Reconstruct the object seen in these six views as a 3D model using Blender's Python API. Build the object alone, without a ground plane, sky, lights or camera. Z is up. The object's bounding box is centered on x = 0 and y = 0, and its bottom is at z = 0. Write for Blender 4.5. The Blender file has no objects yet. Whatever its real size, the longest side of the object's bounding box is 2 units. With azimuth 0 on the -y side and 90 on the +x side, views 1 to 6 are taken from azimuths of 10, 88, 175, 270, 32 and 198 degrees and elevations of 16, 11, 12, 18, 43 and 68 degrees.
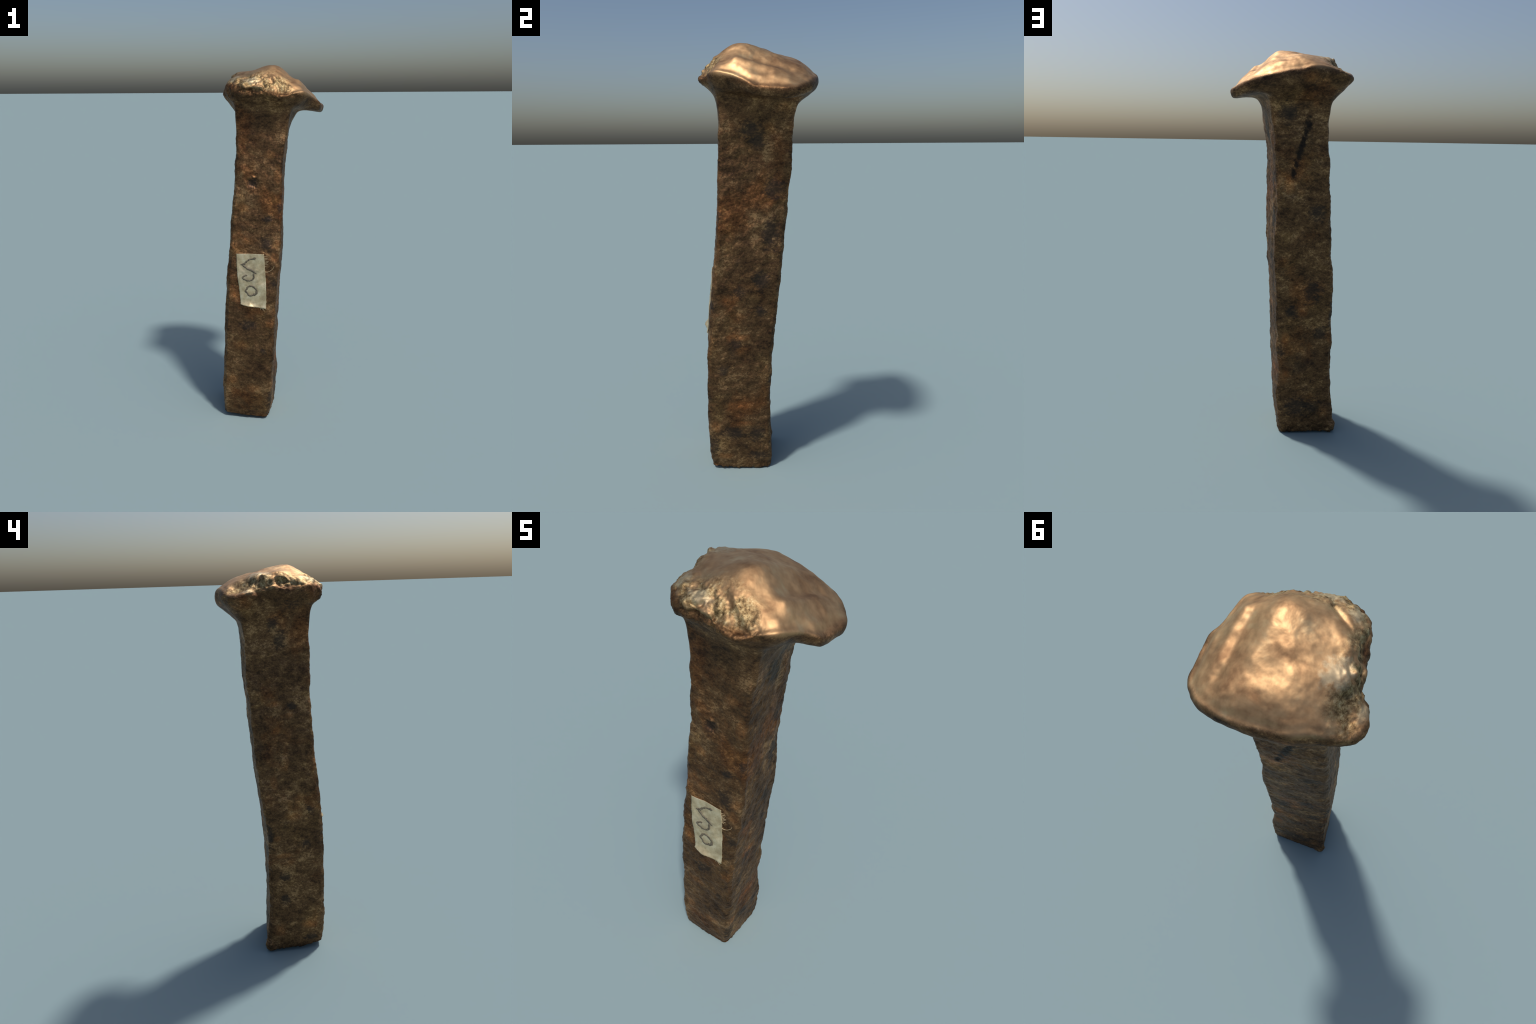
# Old hand-forged iron spike with a square, bent shank, a hammered mushroom head
# and a small paper label with pencil marks.
import bpy, bmesh, math
import numpy as np
from mathutils import Vector
from mathutils.bvhtree import BVHTree

# ------------------------------------------------------------------ noise
def make_noise(seed):
    rng = np.random.default_rng(seed)
    perm = rng.permutation(256)
    perm = np.concatenate([perm, perm, perm])
    g = rng.normal(size=(256, 3))
    g /= np.linalg.norm(g, axis=1)[:, None]

    def noise(P):
        P = np.asarray(P, float)
        I = np.floor(P).astype(int)
        F = P - I
        I &= 255
        U = F * F * F * (F * (F * 6 - 15) + 10)
        out = 0
        for dx in (0, 1):
            wx = U[:, 0] if dx else 1 - U[:, 0]
            for dy in (0, 1):
                wy = U[:, 1] if dy else 1 - U[:, 1]
                for dz in (0, 1):
                    wz = U[:, 2] if dz else 1 - U[:, 2]
                    h = perm[perm[perm[(I[:, 0] + dx) & 255] + ((I[:, 1] + dy) & 255)] + ((I[:, 2] + dz) & 255)]
                    d = F - np.array([dx, dy, dz])
                    out = out + wx * wy * wz * np.einsum('ij,ij->i', g[h], d)
        return out * 1.6
    return noise

noise_a, noise_b, noise_c = make_noise(3), make_noise(11), make_noise(29)

def fbm(P, scale, octaves, fn, gain=0.5):
    s, a, f = 0, 1.0, scale
    for i in range(octaves):
        s = s + a * fn(P * f + 17.3 * i)
        a *= gain
        f *= 2.07
    return s

def smooth(a, b, x):
    t = np.clip((x - a) / (b - a), 0, 1)
    return t * t * (3 - 2 * t)

def catmull(P, t, closed=False):
    """Catmull-Rom through rows of P at parameters t (0..n-1, or 0..n closed)."""
    P = np.asarray(P, float)
    n = len(P)
    i = np.floor(t).astype(int)
    if not closed:
        i = np.clip(i, 0, n - 2)
    u = (t - i)[:, None]
    def at(k):
        return P[k % n] if closed else P[np.clip(k, 0, n - 1)]
    p0, p1, p2, p3 = at(i - 1), at(i), at(i + 1), at(i + 2)
    return 0.5 * (2 * p1 + (p2 - p0) * u + (2 * p0 - 5 * p1 + 4 * p2 - p3) * u**2 + (3 * p1 - p0 - 3 * p2 + p3) * u**3)

# ------------------------------------------------------------------ shank form
# the four long edges of the square bar, every 0.125 m from foot to neck (x, y)
STEP = 0.125
EDGE_A = [(-.228,-.241),(-.227,-.250),(-.223,-.252),(-.217,-.251),(-.213,-.252),(-.207,-.247),(-.200,-.240),(-.194,-.229),(-.187,-.217),(-.181,-.203),(-.171,-.195),(-.160,-.188),(-.153,-.187),(-.149,-.182),(-.147,-.177)]
EDGE_B = [(0.031,-0.236),(0.049,-0.246),(0.056,-0.249),(0.060,-0.247),(0.067,-0.245),(0.072,-0.241),(0.075,-0.232),(0.084,-0.221),(0.094,-0.207),(0.097,-0.195),(0.101,-0.186),(0.098,-0.182),(0.101,-0.176),(0.116,-0.170),(0.137,-0.162)]
EDGE_C = [(.032,.045),(.043,.051),(.042,.046),(.041,.046),(.047,.052),(.050,.061),(.056,.073),(.064,.088),(.068,.100),(.065,.113),(.063,.124),(.068,.134),(.075,.148),(.087,.152),(.107,.155)]
EDGE_D = [(-0.273,0.057),(-0.255,0.045),(-0.247,0.037),(-0.245,0.037),(-0.243,0.037),(-0.242,0.035),(-0.242,0.046),(-0.233,0.064),(-0.223,0.081),(-0.214,0.092),(-0.210,0.103),(-0.201,0.111),(-0.191,0.122),(-0.184,0.124),(-0.187,0.128)]
FOOT_Z = dict(A=.022, B=.008, C=.001, D=.006)
NECK_Z = 1.66

NCOL = 384          # columns round the spike
ROUND = 0.12        # corner rounding of the unit square

def unit_square(n):
    """n points round a rounded square of half width 1, starting at corner A, counter-clockwise."""
    straight, arc = 2 - 2 * ROUND, math.pi / 2 * ROUND
    side = straight + arc
    pts = []
    for k in range(n):
        s = 4 * side * k / n
        c = int(s // side)
        s -= c * side
        # local frame: side runs from corner c to corner c+1; arc half first
        if s < arc / 2:
            a = math.pi / 4 + s / ROUND
            p = (-1 + ROUND - ROUND * math.cos(a), -1 + ROUND - ROUND * math.sin(a))
            p = (-1 + ROUND - ROUND * math.cos(math.pi / 4 + s / ROUND), -1 + ROUND - ROUND * math.sin(math.pi / 4 + s / ROUND))
        elif s < arc / 2 + straight:
            p = (-1 + ROUND + s - arc / 2, -1)
        else:
            a = (s - arc / 2 - straight) / ROUND
            p = (1 - ROUND + ROUND * math.sin(a), -1 + ROUND - ROUND * math.cos(a))
        for _ in range(c):
            p = (-p[1], p[0])
        pts.append(p)
    return np.array(pts)

UNIT = unit_square(NCOL)

def bilinear(A, B, C, D):
    p, q = (UNIT[:, 0] + 1) / 2, (UNIT[:, 1] + 1) / 2
    w = [(1 - p) * (1 - q), p * (1 - q), p * q, (1 - p) * q]
    return sum(wi[..., None] * np.asarray(v)[None] if np.ndim(v) == 1 else wi[:, None] * v for wi, v in zip(w, (A, B, C, D)))

def shank_ring(s):
    """Ring at fraction s (0 foot .. 1 neck)."""
    foot = bilinear(*[np.array([FOOT_Z[k]]) for k in 'ABCD'])[:, 0]
    z = foot + (NECK_Z - foot) * s
    E = [catmull(e, z / STEP) for e in (EDGE_A, EDGE_B, EDGE_C, EDGE_D)]
    xy = bilinear(*E)
    # faces are a little pillowed: bow of each face at mid width (-y, +x, +y, -x)
    p, q = UNIT[:, 0], UNIT[:, 1]
    bow_p, bow_q = np.sqrt(np.clip(1 - p**2, 0, 1)), np.sqrt(np.clip(1 - q**2, 0, 1))
    up = smooth(.8, 1.4, z)
    inside_p, inside_q = smooth(.0, .1, 1 - np.abs(p)), smooth(.0, .1, 1 - np.abs(q))
    xy[:, 1] -= (.006 - .005 * up) * bow_p * (q < -.99) * inside_p
    xy[:, 1] += (.006 - .003 * smooth(1.2, 1.45, z)) * bow_p * (q > .99) * inside_p
    xy[:, 0] += .003 * bow_q * (p > .99) * inside_q
    xy[:, 0] -= (.010 - .008 * up) * bow_q * (p < -.99) * inside_q
    # the foot is slightly pinched where it was cut off
    c = np.mean(xy, axis=0)
    h = z - foot
    pinch = 1 - 0.02 * (1 - smooth(0.0, 0.05, h))
    xy = c + (xy - c) * pinch[:, None]
    return np.column_stack([xy, z])

# ------------------------------------------------------------------ head form
# rim, counter-clockwise: outermost x, y | under-side heights at 12, 30, 65, 92 % of the flare | heights of rim and of its upper edge
RIM = [
 (.285, .000, 1.718,1.762,1.768,1.765, 1.792,1.808),
 (.286, .060, 1.720,1.764,1.764,1.759, 1.788,1.804),
 (.287, .125, 1.732,1.770,1.764,1.756, 1.786,1.804),
 (.254, .184, 1.738,1.774,1.770,1.770, 1.795,1.818),
 (.202, .226, 1.738,1.773,1.778,1.790, 1.812,1.840),
 (.130, .250, 1.725,1.757,1.780,1.803, 1.830,1.855),
 (.050, .262, 1.730,1.757,1.790,1.815, 1.842,1.870),
 (-.030,.264, 1.735,1.758,1.796,1.823, 1.852,1.882),
 (-.090,.259, 1.735,1.758,1.800,1.828, 1.860,1.898),
 (-.150,.238, 1.735,1.760,1.800,1.832, 1.864,1.898),
 (-.214,.221, 1.735,1.760,1.798,1.832, 1.858,1.885),
 (-.271,.187, 1.735,1.762,1.800,1.832, 1.850,1.872),
 (-.289,.132, 1.735,1.765,1.805,1.835, 1.853,1.876),
 (-.262,.070, 1.735,1.770,1.815,1.845, 1.865,1.892),
 (-.240,.030, 1.735,1.775,1.825,1.855, 1.880,1.903),
 (-.234,-.030,1.745,1.785,1.825,1.860, 1.880,1.903),
 (-.224,-.090,1.755,1.790,1.825,1.855, 1.870,1.900),
 (-.212,-.150,1.765,1.800,1.830,1.850, 1.875,1.910),
 (-.188,-.202,1.770,1.808,1.825,1.850, 1.882,1.918),
 (-.152,-.238,1.770,1.808,1.828,1.848, 1.872,1.910),
 (-.090,-.250,1.765,1.805,1.832,1.862, 1.884,1.907),
 (-.020,-.250,1.760,1.800,1.828,1.858, 1.880,1.898),
 (.050, -.250,1.755,1.792,1.818,1.838, 1.855,1.868),
 (.100, -.242,1.748,1.787,1.812,1.826, 1.838,1.852),
 (.160, -.212,1.742,1.780,1.810,1.832, 1.855,1.866),
 (.210, -.172,1.738,1.777,1.802,1.836, 1.861,1.872),
 (.230, -.115,1.732,1.772,1.792,1.820, 1.848,1.860),
 (.252, -.068,1.724,1.768,1.782,1.796, 1.826,1.840),
 (.280, -.035,1.720,1.764,1.772,1.778, 1.804,1.820),
]
# heights of the hammered top
TOP = [
 # summit and the crest running to +y
 (.030,-.065,2.000),(.042,-.090,1.997),(.066,-.009,1.979),(.088,.078,1.943),(.075,-.060,1.985),
 # hollow between crest and fold
 (.103,-.045,1.962),(.135,-.051,1.932),(.145,-.005,1.915),(.148,.054,1.905),(.152,.125,1.893),(.120,.100,1.918),
 # fold ridge on the +x lobe and the lip outside it
 (.175,-.085,1.918),(.188,-.013,1.895),(.194,.063,1.880),(.200,.111,1.864),
 (.215,-.070,1.876),(.235,.000,1.852),(.244,.060,1.842),(.248,.120,1.831),(.262,.000,1.826),(.252,-.040,1.840),(.165,-.140,1.905),(.200,-.125,1.884),
 (.200,.165,1.850),(.140,.190,1.884),
 # broad plateau
 (-.026,.035,1.980),(-.020,-.030,1.988),(-.100,-.050,1.972),(-.090,.030,1.968),(-.150,.000,1.962),(-.200,.030,1.952),
 (-.054,.117,1.961),(.004,.162,1.940),(-.100,.120,1.950),(-.150,.120,1.938),(.060,.120,1.937),(.030,.100,1.946),
 (.095,.150,1.918),(.050,.200,1.910),(-.050,.200,1.928),(-.110,.200,1.919),
 # front slope
 (.000,-.144,1.974),(.000,-.185,1.942),(-.050,-.208,1.932),(.060,-.150,1.962),(.060,-.200,1.918),(.110,-.120,1.944),(.120,-.180,1.904),
 # broken edge on the -x side: upper lip, then the ledge below it
 (-.025,-.176,1.952),(-.090,-.146,1.954),(-.146,-.100,1.954),(-.184,-.046,1.957),(-.211,.032,1.953),(-.189,.084,1.940),(-.165,.143,1.922),
 (-.120,-.165,1.942),(-.150,-.200,1.928),(-.178,-.120,1.934),(-.208,-.060,1.910),(-.229,.005,1.903),(-.230,.055,1.907),
 (-.212,.125,1.890),(-.225,.170,1.881),(-.260,.110,1.887),(-.190,.200,1.898),
]

def thin_plate(points, smoothing):
    P = np.array(points, float)
    n = len(P)
    def ker(r2):
        return np.where(r2 > 1e-12, r2 * np.log(r2 + 1e-12), 0)
    d2 = ((P[:, None, :2] - P[None, :, :2]) ** 2).sum(-1)
    K = ker(d2) + smoothing * np.eye(n)
    Q = np.column_stack([np.ones(n), P[:, :2]])
    M = np.block([[K, Q], [Q.T, np.zeros((3, 3))]])
    sol = np.linalg.solve(M, np.concatenate([P[:, 2], np.zeros(3)]))
    def f(xy):
        d2 = ((xy[:, None] - P[None, :, :2]) ** 2).sum(-1)
        return ker(d2) @ sol[:n] + sol[n] + xy @ sol[n + 1:]
    return f

rim = np.array(RIM)
INSET = .968
edge_in = rim[:, :2] * INSET
base_height = thin_plate(list(TOP) + [(x, y, z) for (x, y), z in zip(edge_in, rim[:, 7])], 4e-6)

def near_line(xy, pts):
    """distance to a polyline and position (0..1) along it"""
    best, pos = np.full(len(xy), 9.), np.zeros(len(xy))
    for k in range(len(pts) - 1):
        a, b = np.array(pts[k]), np.array(pts[k + 1])
        t = np.clip(((xy - a) @ (b - a)) / ((b - a) @ (b - a)), 0, 1)
        d = np.linalg.norm(xy - (a + t[:, None] * (b - a)), axis=1)
        m = d < best
        best, pos = np.where(m, d, best), np.where(m, (k + t) / (len(pts) - 1), pos)
    return best, pos

# folds and creases of the top: line, half width, height at both ends
FOLDS = [
 ([(.174,-.092),(.184,-.040),(.190,.010),(.200,.060),(.204,.112)], .021, .0065, .0035),     # fold on the +x lobe
 ([(.146,-.066),(.150,-.010),(.163,.045),(.168,.085),(.180,.125)], .017, -.003, -.007),   # valley beside it
 ([(.042,-.085),(.066,-.009),(.090,.078)], .022, .001, .004),                 # crest
 ([(.205,-.075),(.216,-.020),(.222,.040)], .012, -.003, -.002),
 ([(-.080,-.165),(-.120,-.128),(-.155,-.100)], .010, -.008, -.004),           # crevice behind the broken corner
 ([(-.040,.060),(-.070,.100)], .022, -.003, -.003),
]
def top_height(xy):
    z = base_height(xy)
    for pts, w, h0, h1 in FOLDS:
        d, t = near_line(xy, pts)
        z = z + (h0 + (h1 - h0) * t) * np.exp(-(d / w) ** 2)
    return z

# rim as a function of azimuth
_tt = np.linspace(0, len(rim), 2000, endpoint=False)
_dense = catmull(rim, _tt, closed=True)
_ang = np.unwrap(np.arctan2(_dense[:, 1], _dense[:, 0]))

def rim_at(phi):
    phi = (phi - _ang[0]) % (2 * math.pi) + _ang[0]
    a = np.append(_ang, _ang[0] + 2 * math.pi)
    d = np.vstack([_dense, _dense[:1]])
    return np.column_stack([np.interp(phi, a, d[:, k]) for k in range(d.shape[1])])

# ------------------------------------------------------------------ one closed surface
rings = []
foot = shank_ring(0.0)
foot_c = foot.mean(axis=0)
for k in (0.12, 0.3, 0.48, 0.64, 0.78, 0.88, 0.95):      # under face of the foot
    r = foot_c + (foot - foot_c) * k
    r[:, 2] = foot[:, 2] * k + foot_c[2] * (1 - k) + 0.002
    rings.append(r)
N_SHANK = 340
for i in range(N_SHANK + 1):
    rings.append(shank_ring(i / N_SHANK))
first_head_ring = len(rings)
neck = rings[-1]
neck_c = neck.mean(axis=0)
phi = np.arctan2(neck[:, 1] - neck_c[1], neck[:, 0] - neck_c[0])
R = rim_at(phi)
# slope of the bar at the neck, so the flare starts tangent
slope = (rings[-1] - rings[-6])
slope = slope / slope[:, 2:3]
profile = [neck - slope * .05, neck]
for f, k in ((.12, 2), (.30, 3), (.65, 4), (.92, 5)):
    p = neck[:, :2] * (1 - f) + R[:, :2] * f
    profile.append(np.column_stack([p, R[:, k]]))
profile.append(np.column_stack([R[:, :2], R[:, 6]]))
edge = np.column_stack([R[:, :2] * INSET, R[:, 7]])
profile.append(edge)
inner = R[:, :2] * .88
profile.append(np.column_stack([inner, top_height(inner)]))
profile = np.array(profile)
steps = [(1, 10), (2, 9), (3, 9), (4, 8), (5, 6), (6, 7)]
for seg, n in steps:
    p0, p1, p2, p3 = profile[seg - 1], profile[seg], profile[seg + 1], profile[seg + 2]
    for j in range(1, n + 1):
        u = j / n
        rings.append(0.5 * (2 * p1 + (p2 - p0) * u + (2 * p0 - 5 * p1 + 4 * p2 - p3) * u**2 + (3 * p1 - p0 - 3 * p2 + p3) * u**3))
N_TOP = 78
for j in range(1, N_TOP):
    g = j / N_TOP
    xy = edge[:, :2] * (1 - g)
    z = top_height(xy)
    b = smooth(0.0, 0.10, g)
    rings.append(np.column_stack([xy, edge[:, 2] * (1 - b) + z * b]))
V = np.array(rings)
nr = len(V)
# roll the rim over: relax the meridians around the upper edge
edge_ring = first_head_ring + sum(n for _, n in steps) - 1
weight = np.zeros(nr)
k = np.arange(nr)
weight = np.clip(1 - np.abs(k - edge_ring) / 11., 0, 1) ** .5 * .5
for _ in range(7):
    mid = (np.roll(V, 1, 0) + np.roll(V, -1, 0)) / 2
    V = V + (mid - V) * weight[:, None, None]
P = V.reshape(-1, 3)
poles = np.array([foot_c + (0, 0, .002), (0, 0, float(top_height(np.zeros((1, 2)))[0]))])
P = np.vstack([P, poles])
POLE_FOOT, POLE_TOP = len(P) - 2, len(P) - 1

col = np.arange(NCOL)
nxt = (col + 1) % NCOL
quads = np.concatenate([np.column_stack([r * NCOL + col, r * NCOL + nxt, (r + 1) * NCOL + nxt, (r + 1) * NCOL + col]) for r in range(nr - 1)])
fan_foot = np.column_stack([np.full(NCOL, POLE_FOOT), nxt, col])
fan_top = np.column_stack([np.full(NCOL, POLE_TOP), (nr - 1) * NCOL + col, (nr - 1) * NCOL + nxt])
tris = np.vstack([fan_foot, fan_top])

def normals(P):
    N = np.zeros_like(P)
    d1, d2 = P[quads[:, 2]] - P[quads[:, 0]], P[quads[:, 3]] - P[quads[:, 1]]
    n = np.cross(d1, d2)
    for k in range(4):
        np.add.at(N, quads[:, k], n)
    n = np.cross(P[tris[:, 1]] - P[tris[:, 0]], P[tris[:, 2]] - P[tris[:, 0]])
    for k in range(3):
        np.add.at(N, tris[:, k], n)
    return N / np.maximum(np.linalg.norm(N, axis=1), 1e-12)[:, None]

# ------------------------------------------------------------------ surface relief
def ball(P, c, r):
    """soft ellipsoid mask, 1 in the middle"""
    d = np.sqrt((((P - np.array(c)) / np.array(r)) ** 2).sum(1))
    d = d + .35 * fbm(P, 42, 2, noise_a) * (d < 2)
    return 1 - smooth(0.25, 1.0, d)

Nn = normals(P)
z = P[:, 2]
shank_w = 1 - smooth(1.60, 1.74, z)
# fractured skin: front edge of the head and its whole -x side
side = np.maximum(smooth(.13, .22, -P[:, 0]), smooth(.15, .21, -P[:, 1]) * (1 - smooth(.12, .2, P[:, 0])))
broken = smooth(1.80, 1.85, z) * side * (1 - .6 * smooth(.07, .12, P[:, 1]))
stretch = P * np.array([1, 1, .8])
arris = np.zeros(len(P))                         # the four long edges, which are dented most
arris[:nr * NCOL] = np.tile(smooth(1.15, 1.32, np.linalg.norm(UNIT, axis=1)), nr)
disp = shank_w * arris * (.0038 * fbm(P, 8, 2, noise_c) + .0026 * fbm(P, 23, 2, noise_a) - .001)
disp += shank_w * (.0048 * fbm(stretch, 11, 2, noise_a) + .0024 * fbm(P, 30, 3, noise_b) + .0012 * fbm(P, 95, 2, noise_c))
disp += (1 - shank_w) * (.0022 * fbm(P, 18, 2, noise_b) + .0003 * fbm(P, 70, 2, noise_c))
disp += broken * (.0046 * fbm(P, 28, 4, noise_c, .6) + .0010 * fbm(P, 110, 2, noise_a, .7))
foot_w = 1 - smooth(.0, .03, z - .01)
disp += foot_w * .004 * fbm(P, 60, 2, noise_a)
P = P + Nn * disp[:, None]

def cells(Q, scale):
    """distance to the nearest of jittered grid points: rounded chunks"""
    Q = Q * scale
    I = np.floor(Q).astype(int)
    best = np.full(len(Q), 9.)
    jit = np.random.default_rng(44).random((512, 3))
    for dx in (-1, 0, 1):
        for dy in (-1, 0, 1):
            for dz in (-1, 0, 1):
                C = I + (dx, dy, dz)
                h = (C[:, 0] * 73 + C[:, 1] * 157 + C[:, 2] * 311) % 512
                best = np.minimum(best, np.linalg.norm(Q - C - jit[h], axis=1))
    return best
ragged_at = broken > .01
chunk = np.zeros(len(P))
warp = P[ragged_at] + .012 * np.column_stack([fbm(P[ragged_at], 30, 2, f) for f in (noise_a, noise_b, noise_c)])
chunk[ragged_at] = .36 - cells(warp, 21.)
P = P + Nn * (broken * chunk * .017)[:, None]
# single dents and lumps: centre, radii, push along the normal
MARKS = [
 ((-.062,-.186,1.395),(.040,.04,.036),-.011),   # pit in the front face
 ((-.055,-.186,1.425),(.020,.03,.012), .006),
 ((-.035,-.245,1.872),(.070,.035,.024),-.015),  # undercut facet in front
 ((.085,-.238,1.845),(.045,.03,.018), .006),
 ((-.055,-.225,1.912),(.045,.03,.016), .006),
 ((-.095,-.240,1.875),(.018,.03,.025),-.007),
 ((-.200,-.045,1.925),(.030,.050,.020),-.014),  # cavity under the broken edge
 ((.045,.055,.125),(.022,.030,.040), .007),     # lump on the back edge near the foot
 ((-.268,.056,.040),(.035,.04,.045), .011),
 ((-.150,-.010,1.30),(.02,.05,.05),-.0),
 ((.075,.150,1.46),(.020,.020,.050), .004),
]
for c, r, h in MARKS:
    m = ball(P, c, r)
    P = P + Nn * (m * h)[:, None]
# a narrow groove (fold) under the head on the +x side
def groove(P, a, b, w, depth):
    a, b = np.array(a), np.array(b)
    t = np.clip(((P - a) @ (b - a)) / ((b - a) @ (b - a)), 0, 1)
    d = np.linalg.norm(P - (a + t[:, None] * (b - a)), axis=1)
    return -depth * np.exp(-(d / w) ** 2) * np.sin(np.pi * np.clip(t, .08, .92)) ** .5
P = P + Nn * groove(P, (-.238,.028,.405), (-.242,.020,.50), .004, .010)[:, None]
# shallow slanting groove on a low bulge, high on the +y face
groove_dist, along = near_line(P[:, [0, 2]], [(-.080,1.645),(-.058,1.585),(-.040,1.520),(-.014,1.410)])
P = P - Nn * (smooth(.3, .8, Nn[:, 1]) * (.0045 * np.exp(-(groove_dist / .009) ** 2) - .006 * np.exp(-(groove_dist / .05) ** 2)))[:, None]
P[:, 2] += (1 - smooth(.0, .03, P[:, 2])) * .0035 * np.clip(fbm(P, 60, 2, noise_b), -1, 1)
P[:, 2] -= P[:, 2].min()
P[:, 2] *= 2.0 / P[:, 2].max()
Nn = normals(P)

# ------------------------------------------------------------------ materials
class Nodes:
    def __init__(self, name):
        self.mat = bpy.data.materials.new(name)
        self.mat.use_nodes = True
        self.t = self.mat.node_tree
        self.bsdf = self.t.nodes['Principled BSDF']
        self.co = self.t.nodes.new('ShaderNodeTexCoord').outputs['Object']
    def link(self, a, b):
        self.t.links.new(a, b)
    def put(self, sock, v):
        if isinstance(v, bpy.types.NodeSocket):
            self.link(v, sock)
        else:
            sock.default_value = v
    def mapping(self, loc=(0, 0, 0), rot=(0, 0, 0), scale=(1, 1, 1), vec=None):
        n = self.t.nodes.new('ShaderNodeMapping')
        self.link(vec or self.co, n.inputs['Vector'])
        n.inputs['Location'].default_value = loc
        n.inputs['Rotation'].default_value = rot
        n.inputs['Scale'].default_value = scale
        return n.outputs['Vector']
    def noise(self, scale, detail=4, rough=.55, vec=None, distortion=0):
        n = self.t.nodes.new('ShaderNodeTexNoise')
        self.link(vec or self.co, n.inputs['Vector'])
        n.inputs['Scale'].default_value = scale
        n.inputs['Detail'].default_value = detail
        n.inputs['Roughness'].default_value = rough
        n.inputs['Distortion'].default_value = distortion
        return n.outputs['Fac']
    def voronoi(self, scale, vec=None):
        n = self.t.nodes.new('ShaderNodeTexVoronoi')
        self.link(vec or self.co, n.inputs['Vector'])
        n.inputs['Scale'].default_value = scale
        return n.outputs['Distance']
    def ramp(self, fac, stops, interp='LINEAR'):
        n = self.t.nodes.new('ShaderNodeValToRGB')
        n.color_ramp.interpolation = interp
        els = n.color_ramp.elements
        while len(els) < len(stops):
            els.new(.5)
        for e, (p, c) in zip(els, stops):
            e.position = p
            e.color = (*c, 1) if len(c) == 3 else c
        self.link(fac, n.inputs['Fac'])
        return n.outputs['Color']
    def step(self, fac, a, b, lo=0., hi=1.):
        n = self.t.nodes.new('ShaderNodeMapRange')
        n.interpolation_type = 'SMOOTHSTEP'
        self.link(fac, n.inputs['Value'])
        n.inputs['From Min'].default_value = a
        n.inputs['From Max'].default_value = b
        n.inputs['To Min'].default_value = lo
        n.inputs['To Max'].default_value = hi
        return n.outputs['Result']
    def math(self, op, a, b=0., c=0., clamp=False):
        n = self.t.nodes.new('ShaderNodeMath')
        n.operation = op
        n.use_clamp = clamp
        self.put(n.inputs[0], a)
        self.put(n.inputs[1], b)
        self.put(n.inputs[2], c)
        return n.outputs[0]
    def mix(self, fac, a, b, mode='MIX'):
        n = self.t.nodes.new('ShaderNodeMix')
        n.data_type = 'RGBA'
        n.blend_type = mode
        self.put(n.inputs[0], fac)
        for s, v in ((n.inputs[6], a), (n.inputs[7], b)):
            if isinstance(v, tuple):
                v = (*v, 1)
            self.put(s, v)
        return n.outputs[2]
    def axis(self, k):
        n = self.t.nodes.new('ShaderNodeSeparateXYZ')
        self.link(self.co, n.inputs[0])
        return n.outputs[k]
    def blob(self, c, r, wobble=None, after=None):
        """soft ellipsoid patch in object space, 1 in the middle ('after' makes the renderer evaluate patches one by one)"""
        vec = None
        if after is not None:
            q = self.t.nodes.new('ShaderNodeVectorMath')
            q.operation = 'MULTIPLY_ADD'
            self.link(after, q.inputs[0])
            q.inputs[1].default_value = (1e-9, 1e-9, 1e-9)
            self.link(self.co, q.inputs[2])
            vec = q.outputs[0]
        m = self.mapping(vec=vec, loc=tuple(-ci / ri for ci, ri in zip(c, r)), scale=tuple(1 / ri for ri in r))
        n = self.t.nodes.new('ShaderNodeVectorMath')
        n.operation = 'LENGTH'
        self.link(m, n.inputs[0])
        d = n.outputs['Value']
        if wobble is not None:
            d = self.math('ADD', d, self.math('MULTIPLY', self.math('SUBTRACT', wobble, .5), 2.6))
        return self.step(d, .35, 1.25, 1., 0.)
    def bump(self, height, strength, distance, normal=None):
        n = self.t.nodes.new('ShaderNodeBump')
        self.link(height, n.inputs['Height'])
        n.inputs['Strength'].default_value = strength
        n.inputs['Distance'].default_value = distance
        if normal is not None:
            self.link(normal, n.inputs['Normal'])
        return n.outputs['Normal']

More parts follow.
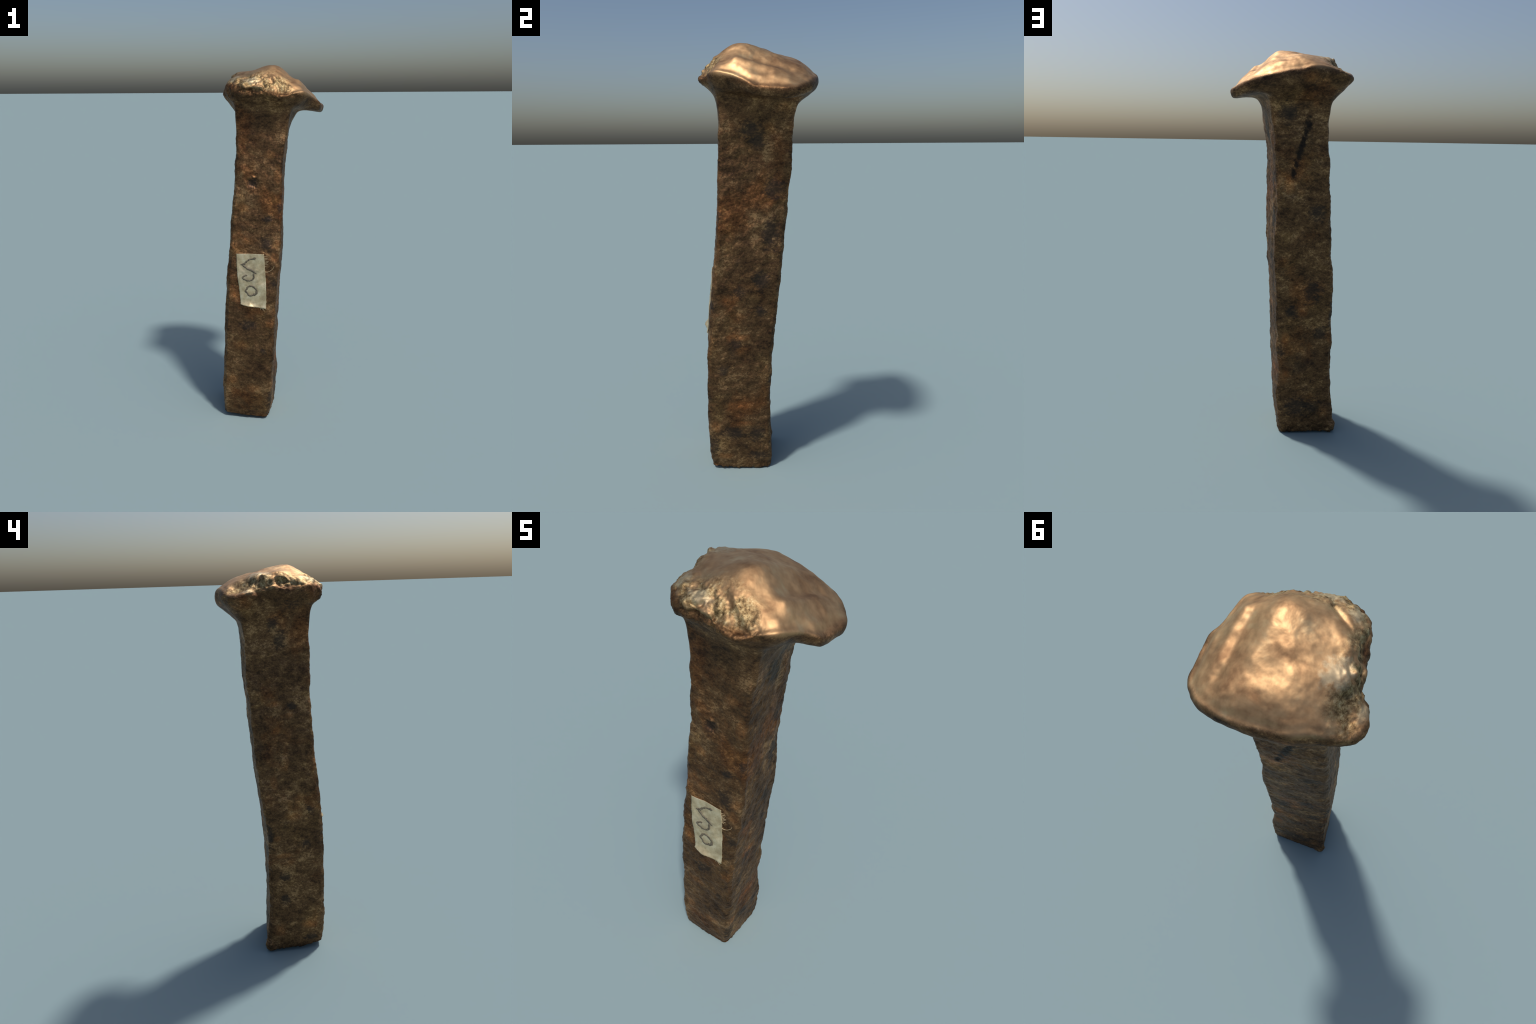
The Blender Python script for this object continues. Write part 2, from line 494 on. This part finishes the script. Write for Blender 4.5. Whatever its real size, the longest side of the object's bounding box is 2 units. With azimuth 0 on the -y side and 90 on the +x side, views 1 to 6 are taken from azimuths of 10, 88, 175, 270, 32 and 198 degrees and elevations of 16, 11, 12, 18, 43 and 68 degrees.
def spike_iron():
    m = Nodes('rusted_iron')
    X, Y, Z = m.axis(0), m.axis(1), m.axis(2)
    # slanting fibrous grain of the forged bar
    tilt = m.mapping(rot=(math.radians(35), math.radians(-35), 0), scale=(1, 1, 1.6))
    coarse = m.noise(7, 5, .6, distortion=.3)
    mid = m.noise(22, 5, .62, vec=tilt)
    fine = m.noise(75, 4, .65, vec=tilt)
    grain = m.noise(170, 3, .6, vec=tilt)
    pits = m.noise(120, 3, .6)
    tone = m.math('ADD', m.math('MULTIPLY', coarse, .30), m.math('ADD', m.math('MULTIPLY', mid, .30), m.math('ADD', m.math('MULTIPLY', fine, .24), m.math('MULTIPLY', grain, .16))))
    rust = m.ramp(tone, [(.40, (.050, .029, .019)), (.465, (.118, .064, .033)), (.53, (.195, .106, .051)), (.60, (.420, .248, .120))])
    orange = m.step(m.noise(4.2, 4, .6, vec=m.mapping(loc=(3, 1, 5))), .50, .66)
    rust = m.mix(m.math('MULTIPLY', orange, .8), rust, (1.22, .94, .78), 'MULTIPLY')
    ochre = m.step(m.noise(5.5, 4, .6, vec=m.mapping(loc=(-7, 2, 1))), .52, .66)
    rust = m.mix(m.math('MULTIPLY', ochre, .7), rust, (1.20, 1.22, 1.10), 'MULTIPLY')
    black = m.step(m.noise(6.0, 5, .65, vec=m.mapping(loc=(1, 9, 4), scale=(1, 1, .8))), .58, .72, 0., .5)
    soot = black
    streak = None
    for c, r in STREAK:
        b = m.blob(c, r, mid, soot if streak is None else streak)
        streak = b if streak is None else m.math('MAXIMUM', streak, b)
    ragged = m.math('ADD', m.math('MULTIPLY', mid, .7), m.math('MULTIPLY', fine, .6))
    ragged = m.math('SUBTRACT', ragged, .15)
    for c, r in SOOT:
        soot = m.math('MAXIMUM', soot, m.blob(c, r, ragged, soot))
    rust = m.mix(m.math('MULTIPLY', soot, .62), rust, (.040, .036, .034))
    rust = m.mix(m.math('MULTIPLY', streak, .88), rust, (.020, .018, .018))
    pale = None
    for c, r in RUSTY:
        b = m.blob(c, r, ragged, soot if pale is None else pale)
        pale = b if pale is None else m.math('MAXIMUM', pale, b)
    rust = m.mix(pale, rust, (1.62, 1.42, 1.24), 'MULTIPLY')
    rust = m.mix(m.step(pits, .58, .70, 0., .7), rust, (.05, .034, .025))
    # hammered head: smooth copper-brown skin
    hc = m.noise(9, 4, .55, distortion=.4)
    head = m.ramp(m.math('ADD', m.math('MULTIPLY', hc, .75), m.math('MULTIPLY', m.noise(40, 3, .5), .25)),
                  [(.34, (.270, .155, .080)), (.46, (.420, .258, .132)), (.56, (.530, .338, .175)), (.68, (.620, .450, .250))])
    # fractured rim: granular, with cream scale
    gran = m.noise(70, 4, .7)
    frac = m.ramp(gran, [(.34, (.080, .054, .028)), (.46, (.26, .175, .085)), (.57, (.43, .32, .165)), (.68, (.58, .48, .29))])
    nx = m.step(X, -.20, -.12, 1., 0.)
    ny = m.math('MULTIPLY', m.step(Y, -.19, -.12, 1., 0.), m.step(X, .10, .20, 1., 0.))
    fm = m.math('MULTIPLY', m.math('MAXIMUM', nx, ny), m.step(Z, 1.80, 1.86))
    fm = m.math('MULTIPLY', fm, m.step(m.noise(12, 3, .6), .35, .55))
    head = m.mix(fm, head, frac)
    cream = None
    rag = m.noise(30, 3, .6)
    for c, r in CREAM:
        b = m.blob(c, r, rag, pale if cream is None else cream)
        cream = b if cream is None else m.math('MAXIMUM', cream, b)
    head = m.mix(m.math('MULTIPLY', cream, .65), head, m.mix(gran, (.50, .40, .25), (.66, .58, .40)))
    # head colour gives way to the darker bar colour below the rim
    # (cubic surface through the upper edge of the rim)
    edge_z = RIM_FIT[0]
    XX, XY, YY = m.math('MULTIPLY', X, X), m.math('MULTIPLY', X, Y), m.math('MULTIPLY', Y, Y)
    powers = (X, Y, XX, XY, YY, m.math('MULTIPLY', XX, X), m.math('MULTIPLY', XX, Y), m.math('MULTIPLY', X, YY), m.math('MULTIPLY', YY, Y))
    for k, t in zip(RIM_FIT[1:], powers):
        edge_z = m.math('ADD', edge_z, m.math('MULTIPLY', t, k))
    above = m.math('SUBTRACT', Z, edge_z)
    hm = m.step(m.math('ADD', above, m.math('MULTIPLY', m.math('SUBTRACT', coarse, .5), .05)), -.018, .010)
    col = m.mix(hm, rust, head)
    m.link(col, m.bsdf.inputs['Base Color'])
    rough = m.mix(hm, m.ramp(fine, [(.3, (.62,)*3), (.7, (.52,)*3)]), m.ramp(hc, [(.3, (.62,)*3), (.7, (.52,)*3)]))
    rough = m.mix(fm, rough, (.66, .66, .66))
    m.link(rough, m.bsdf.inputs['Roughness'])
    m.bsdf.inputs['Metallic'].default_value = METAL
    m.bsdf.inputs['Specular IOR Level'].default_value = .5
    rugged = m.math('ADD', m.math('MULTIPLY', fine, .6), m.math('MULTIPLY', pits, .4))
    amount = m.math('MAXIMUM', m.math('SUBTRACT', 1., hm), fm)
    h = m.math('MULTIPLY', rugged, m.math('ADD', .12, m.math('MULTIPLY', amount, .88)))
    m.link(m.bump(h, .35, .006), m.bsdf.inputs['Normal'])
    return m.mat

METAL = 1.0
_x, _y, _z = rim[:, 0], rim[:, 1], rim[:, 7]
RIM_FIT = [float(v) for v in np.linalg.lstsq(np.column_stack([np.ones(len(_x)), _x, _y, _x * _x, _x * _y, _y * _y, _x**3, _x * _x * _y, _x * _y * _y, _y**3]), _z, rcond=None)[0]]
# the long black streak on the +y face
STREAK = [((-.080 + .0110 * k, .142, 1.640 - .0375 * k), (.017, .05, .040)) for k in range(7)]
# dark scale patches (centre, radii), face by face
SOOT = [
 # +y face
 ((.016,.15,1.698),(.050,.04,.050)), ((-.137,.10,1.218),(.045,.05,.050)), ((-.129,.06,.802),(.060,.04,.070)), ((.031,.05,.465),(.025,.03,.045)), ((-.092,.046,.150),(.120,.03,.055)), ((-.025,.06,.693),(.035,.03,.035)), ((-.179,.039,.572),(.040,.03,.040)),
 # +x face
 ((.110,-.040,1.640),(.03,.050,.038)), ((.098,-.003,1.591),(.03,.035,.040)), ((.076,.070,1.380),(.03,.050,.045)), ((.071,.051,1.183),(.03,.045,.080)), ((.074,.009,.972),(.03,.045,.045)), ((.080,-.099,.913),(.03,.035,.030)), ((.065,.008,.816),(.03,.030,.030)),
 ((.065,-.110,.661),(.03,.035,.028)), ((.065,-.174,.531),(.03,.030,.025)), ((.050,-.132,.198),(.03,.060,.035)), ((.044,-.018,.192),(.03,.050,.045)), ((.037,-.004,.069),(.03,.060,.025)), ((.053,-.225,.130),(.035,.035,.060)),
 # -x face
 ((-.236,-.048,.445),(.03,.035,.030)), ((-.240,-.046,.305),(.03,.030,.038)), ((-.205,-.179,.807),(.03,.025,.025)), ((-.219,-.149,.626),(.03,.030,.025)), ((-.236,-.183,.067),(.03,.040,.025)), ((-.167,-.040,1.662),(.03,.035,.050)), ((-.170,-.003,1.733),(.03,.040,.040)), ((-.163,-.080,1.835),(.04,.060,.040)), ((-.175,-.094,1.343),(.03,.025,.020)), ((-.238,.031,.680),(.02,.018,.080)),
 # -y face
 ((.018,-.204,1.065),(.040,.03,.045)), ((.064,-.225,.848),(.020,.03,.030)), ((.010,-.248,.445),(.022,.03,.018)), ((.045,-.249,.130),(.018,.03,.055)), ((-.078,-.245,.602),(.050,.03,.030)), ((-.062,-.186,1.395),(.032,.03,.034)), ((.025,-.193,1.201),(.025,.03,.020)), ((.090,-.188,1.255),(.020,.03,.030)),
]
# rubbed, lighter rusty patches
RUSTY = [
 ((-.109,-.193,1.257),(.038,.03,.030)), ((-.145,-.203,1.110),(.030,.03,.035)), ((-.090,-.205,1.083),(.050,.03,.022)), ((.067,-.203,1.061),(.025,.03,.028)), ((.061,-.210,.990),(.025,.03,.030)), ((-.165,-.237,.771),(.025,.03,.035)), ((-.120,-.250,.475),(.050,.03,.035)), ((-.170,-.251,.260),(.030,.03,.040)), ((-.050,-.250,.204),(.050,.03,.030)), ((.058,-.246,.527),(.012,.03,.022)), ((.035,-.178,1.544),(.035,.03,.025)), ((.074,-.180,1.440),(.020,.03,.060)),
 ((.065,-.100,.690),(.03,.060,.022)), ((.052,-.108,.344),(.03,.080,.022)), ((.048,-.067,.249),(.03,.045,.018)), ((.057,-.215,.235),(.03,.025,.028)), ((.041,-.170,.076),(.03,.050,.020)), ((.073,-.150,.868),(.03,.030,.025)),
 ((-.236,-.035,.565),(.03,.050,.016)), ((-.234,-.010,.661),(.03,.020,.020)), ((-.247,-.014,.124),(.03,.040,.045)), ((-.236,-.170,.150),(.03,.050,.030)), ((-.219,-.088,.779),(.03,.050,.030)), ((-.216,.005,.957),(.03,.020,.040)), ((-.195,-.016,1.222),(.03,.025,.020)), ((-.181,-.081,1.300),(.03,.025,.022)), ((-.185,-.006,1.354),(.03,.040,.018)),
 ((-.079,.054,.691),(.035,.03,.028)), ((.006,.052,.544),(.025,.03,.040)), ((.008,.046,.319),(.030,.03,.040)), ((-.205,.045,.121),(.030,.03,.035)), ((.008,.127,1.357),(.030,.03,.045)),
]
# cream mineral scale on the fractured rim
CREAM = [((-.06,-.215,1.92),(.045,.03,.022)), ((-.15,-.17,1.925),(.035,.035,.02)), ((-.262,.105,1.882),(.02,.035,.02)), ((-.16,.05,1.955),(.05,.06,.02))]

iron = spike_iron()

# ------------------------------------------------------------------ head and shank objects
root = bpy.data.objects.new('iron_spike', None)
bpy.context.collection.objects.link(root)
root['label'] = 'rusty hand-forged square iron spike with hammered mushroom head'
root['category'] = 'iron spike'

def add_part(name, verts, faces, mat, vnormals=None):
    me = bpy.data.meshes.new(name)
    me.from_pydata([tuple(v) for v in verts], [], faces)
    me.materials.append(mat)
    for p in me.polygons:
        p.use_smooth = True
    if vnormals is not None:
        me.normals_split_custom_set_from_vertices([tuple(n) for n in vnormals])
    ob = bpy.data.objects.new(name, me)
    bpy.context.collection.objects.link(ob)
    ob.parent = root
    return ob

split = (first_head_ring + 8) * NCOL        # border ring shared by both
faces_all = [tuple(int(i) for i in q) for q in quads] + [tuple(int(i) for i in t) for t in tris]
def region(name, test):
    fs = [f for f in faces_all if test(f)]
    used = sorted({i for f in fs for i in f})
    new = {o: k for k, o in enumerate(used)}
    return add_part(name, P[used], [tuple(new[i] for i in f) for f in fs], iron, Nn[used])
is_head = lambda f: (POLE_TOP in f) or (POLE_FOOT not in f and min(f) >= split)
region('head', is_head)
region('shank', lambda f: not is_head(f))

# ------------------------------------------------------------------ paper label
tree = BVHTree.FromPolygons([Vector(v) for v in P], faces_all)
def front(x, zz):
    hit = tree.ray_cast(Vector((x, -1, zz)), Vector((0, 1, 0)))[0]
    return hit.y if hit else -.24

LEFT = [(-.147,1.008),(-.144,.950),(-.141,.894),(-.133,.843),(-.126,.780),(-.120,.725)]
RIGHT = [(.007,1.012),(.012,.955),(.016,.902),(.020,.860),(.022,.814),(.024,.704)]
NU, NV = 40, 80
lab_rng = np.random.default_rng(5)
vv = np.linspace(0, 5, NV + 1)
Lc, Rc = catmull(LEFT, vv), catmull(RIGHT, vv)
jag = lab_rng.normal(size=(NV + 1, 2)) * .0006
top_jag = lab_rng.normal(size=NU + 1) * .0008
grid = np.zeros((NV + 1, NU + 1, 3))
surf = np.zeros((NV + 1, NU + 1))
for j in range(NV + 1):
    for i in range(NU + 1):
        u = i / NU
        x = Lc[j, 0] * (1 - u) + Rc[j, 0] * u + jag[j, 0] * (u == 0) + jag[j, 1] * (u == 1)
        zz = Lc[j, 1] * (1 - u) + Rc[j, 1] * u
        if j == NV: zz += top_jag[i]
        grid[j, i] = (x, 0, zz)
        surf[j, i] = front(x, zz)
low = surf.copy()                      # paper bridges the small pits: keep outer hull, then smooth
for _ in range(14):
    pad = np.pad(low, 1, mode='edge')
    avg = (pad[:-2, 1:-1] + pad[2:, 1:-1] + pad[1:-1, :-2] + pad[1:-1, 2:]) / 4
    low = np.minimum(avg, surf)
for j in range(NV + 1):
    for i in range(NU + 1):
        u, v = i / NU, j / NV
        curl = .014 * math.exp(-((u - .30) / .26) ** 2) * smooth(.90, 1.0, v) + .004 * smooth(.95, 1, v)
        crease = .0012 * math.sin(9 * u + 5 * v) * (1 - v) + .002 * math.exp(-((v - .47) / .10) ** 2)
        grid[j, i, 1] = low[j, i] - .0022 - max(0, crease) - curl

def paper():
    m = Nodes('aged_paper')
    base = m.ramp(m.noise(28, 4, .6), [(.35, (.40, .32, .19)), (.50, (.52, .435, .27)), (.66, (.62, .545, .37))])
    specks = m.step(m.noise(150, 2, .6), .66, .74)
    base = m.mix(m.math('MULTIPLY', specks, .6), base, (.14, .10, .05))
    stain = m.blob((-.07, -.24, .90), (.055, .08, .05), m.noise(20, 3, .6))
    base = m.mix(m.math('MULTIPLY', stain, .35), base, (.22, .18, .12))
    m.link(base, m.bsdf.inputs['Base Color'])
    m.bsdf.inputs['Roughness'].default_value = .42
    m.bsdf.inputs['Metallic'].default_value = .5        # part metallic, so the curled edge shows a bright highlight
    weave = m.noise(180, 2, .5)
    m.link(m.bump(weave, .25, .003), m.bsdf.inputs['Normal'])
    return m.mat
def flat_mat(name, lo, hi, rough):
    m = Nodes(name)
    m.link(m.ramp(m.noise(90, 3, .65), [(.35, lo), (.65, hi)]), m.bsdf.inputs['Base Color'])
    m.bsdf.inputs['Roughness'].default_value = rough
    return m.mat

pv = [tuple(p) for p in grid.reshape(-1, 3)]
pf = [(j * (NU + 1) + i, (j + 1) * (NU + 1) + i, (j + 1) * (NU + 1) + i + 1, j * (NU + 1) + i + 1) for j in range(NV) for i in range(NU)]
label = add_part('paper_label', pv, pf, paper())
sol = label.modifiers.new('thickness', 'SOLIDIFY')
sol.thickness = .0024
sol.offset = -1
dg = bpy.context.evaluated_depsgraph_get()
label.data = bpy.data.meshes.new_from_object(label.evaluated_get(dg))
label.modifiers.clear()
sheet = BVHTree.FromPolygons([v.co for v in label.data.vertices], [tuple(p.vertices) for p in label.data.polygons])
def sheet_point(x, zz, lift):
    """point just above the paper's outer face"""
    hit = sheet.ray_cast(Vector((x, -1, zz)), Vector((0, 1, 0)))[0]
    return (x, (hit.y if hit else -.24) - lift, zz)

# pencil strokes (x, z) with half width
STROKES = [
 ('mark', [(-.034,.989),(-.058,.983),(-.075,.978),(-.090,.965),(-.103,.953),(-.120,.951)], .0046),
 ('mark', [(-.122,.952),(-.100,.938),(-.082,.927),(-.059,.917),(-.032,.902)], .0056),
 ('mark', [(-.050,.903),(-.047,.881),(-.059,.865),(-.076,.860),(-.095,.866),(-.109,.875),(-.099,.888),(-.084,.891)], .0046),
 ('mark', [(-.081,.827),(-.056,.832),(-.041,.822),(-.031,.806),(-.034,.789),(-.050,.781),(-.072,.776),(-.080,.787),(-.094,.802),(-.085,.815),(-.080,.828)], .0056),
]
pencil = flat_mat('pencil_ink', (.060, .050, .034), (.19, .155, .10), .6)
srng = np.random.default_rng(8)
for name, pts, w in STROKES:
    n = 14 * (len(pts) - 1)
    c = catmull(pts, np.linspace(0, len(pts) - 1, n + 1))
    d = np.gradient(c, axis=0)
    d /= np.linalg.norm(d, axis=1)[:, None]
    nrm = np.column_stack([-d[:, 1], d[:, 0]])
    tt = np.linspace(0, 1, n + 1)
    verts, faces = [], []
    k = np.ones(5) / 5
    wob = [np.convolve(srng.normal(size=n + 5), k, 'valid') * .45 for _ in range(2)]
    taper = np.clip(np.minimum(tt, 1 - tt) / .05, .35, 1)
    for i in range(n + 1):
        a = c[i] + nrm[i] * w * taper[i] * (1 + wob[0][i])
        b = c[i] - nrm[i] * w * taper[i] * (1 + wob[1][i])
        for q, s in ((a, .0006), ((a + b) / 2, .0006), (b, .0006)):
            verts.append(sheet_point(q[0], q[1], s))
        if i:
            o = 3 * i
            faces += [(o - 3, o, o + 1, o - 2), (o - 2, o + 1, o + 2, o - 1)]
    ob = add_part('pencil_mark', verts, faces, pencil)
    ob.parent = label
    so = ob.modifiers.new('thickness', 'SOLIDIFY')
    so.thickness = .0004
    so.offset = 0

# frayed threads at the label's edges
fibre = flat_mat('thread_fibre', (.40, .30, .16), (.58, .46, .27), .5)
def thread(pts, radius):
    c = catmull(np.array(pts), np.linspace(0, len(pts) - 1, 10 * (len(pts) - 1) + 1))
    verts, faces = [], []
    n = len(c)
    for i, p in enumerate(c):
        d = c[min(i + 1, n - 1)] - c[max(i - 1, 0)]
        d /= np.linalg.norm(d)
        s = np.cross(d, (0, 1, 0)); s /= np.linalg.norm(s)
        t = np.cross(d, s)
        r = radius * (1 - .6 * i / (n - 1))
        for k in range(6):
            a = 2 * math.pi * k / 6
            verts.append(p + r * (math.cos(a) * s + math.sin(a) * t))
        if i:
            o = 6 * i
            faces += [(o - 6 + k, o - 6 + (k + 1) % 6, o + (k + 1) % 6, o + k) for k in range(6)]
    faces += [tuple(range(5, -1, -1)), tuple(range(6 * n - 6, 6 * n))]
    ob = add_part('thread', verts, faces, fibre)
    ob.parent = label
def on_front(x, zz, lift):
    return (x, front(x, zz) - lift, zz)
frng = np.random.default_rng(21)
for zz, ln in ((.998,.020),(.990,.024),(.982,.018),(.975,.026),(.967,.022),(.960,.016),(.954,.022),(.946,.012)):
    x0 = float(np.interp(-zz, -Rc[:, 1], Rc[:, 0])) - .002
    dz = frng.uniform(-.004, .003)
    thread([on_front(x0, zz, .003), on_front(x0 + ln * .5, zz + dz * .3, .004), on_front(x0 + ln, zz + dz, .0025)], .0011)
thread([on_front(.014,.912,.003), on_front(.030,.913,.005), on_front(.045,.921,.006), on_front(.060,.936,.005), on_front(.064,.950,.004)], .0013)
for x1, z1 in ((.016,.689),(-.006,.695),(.010,.699)):
    thread([on_front(-.012,.711,.004), on_front((x1 - .012) / 2 + .002, (z1 + .711) / 2 + .001, .005), on_front(x1, z1, .003)], .0012)
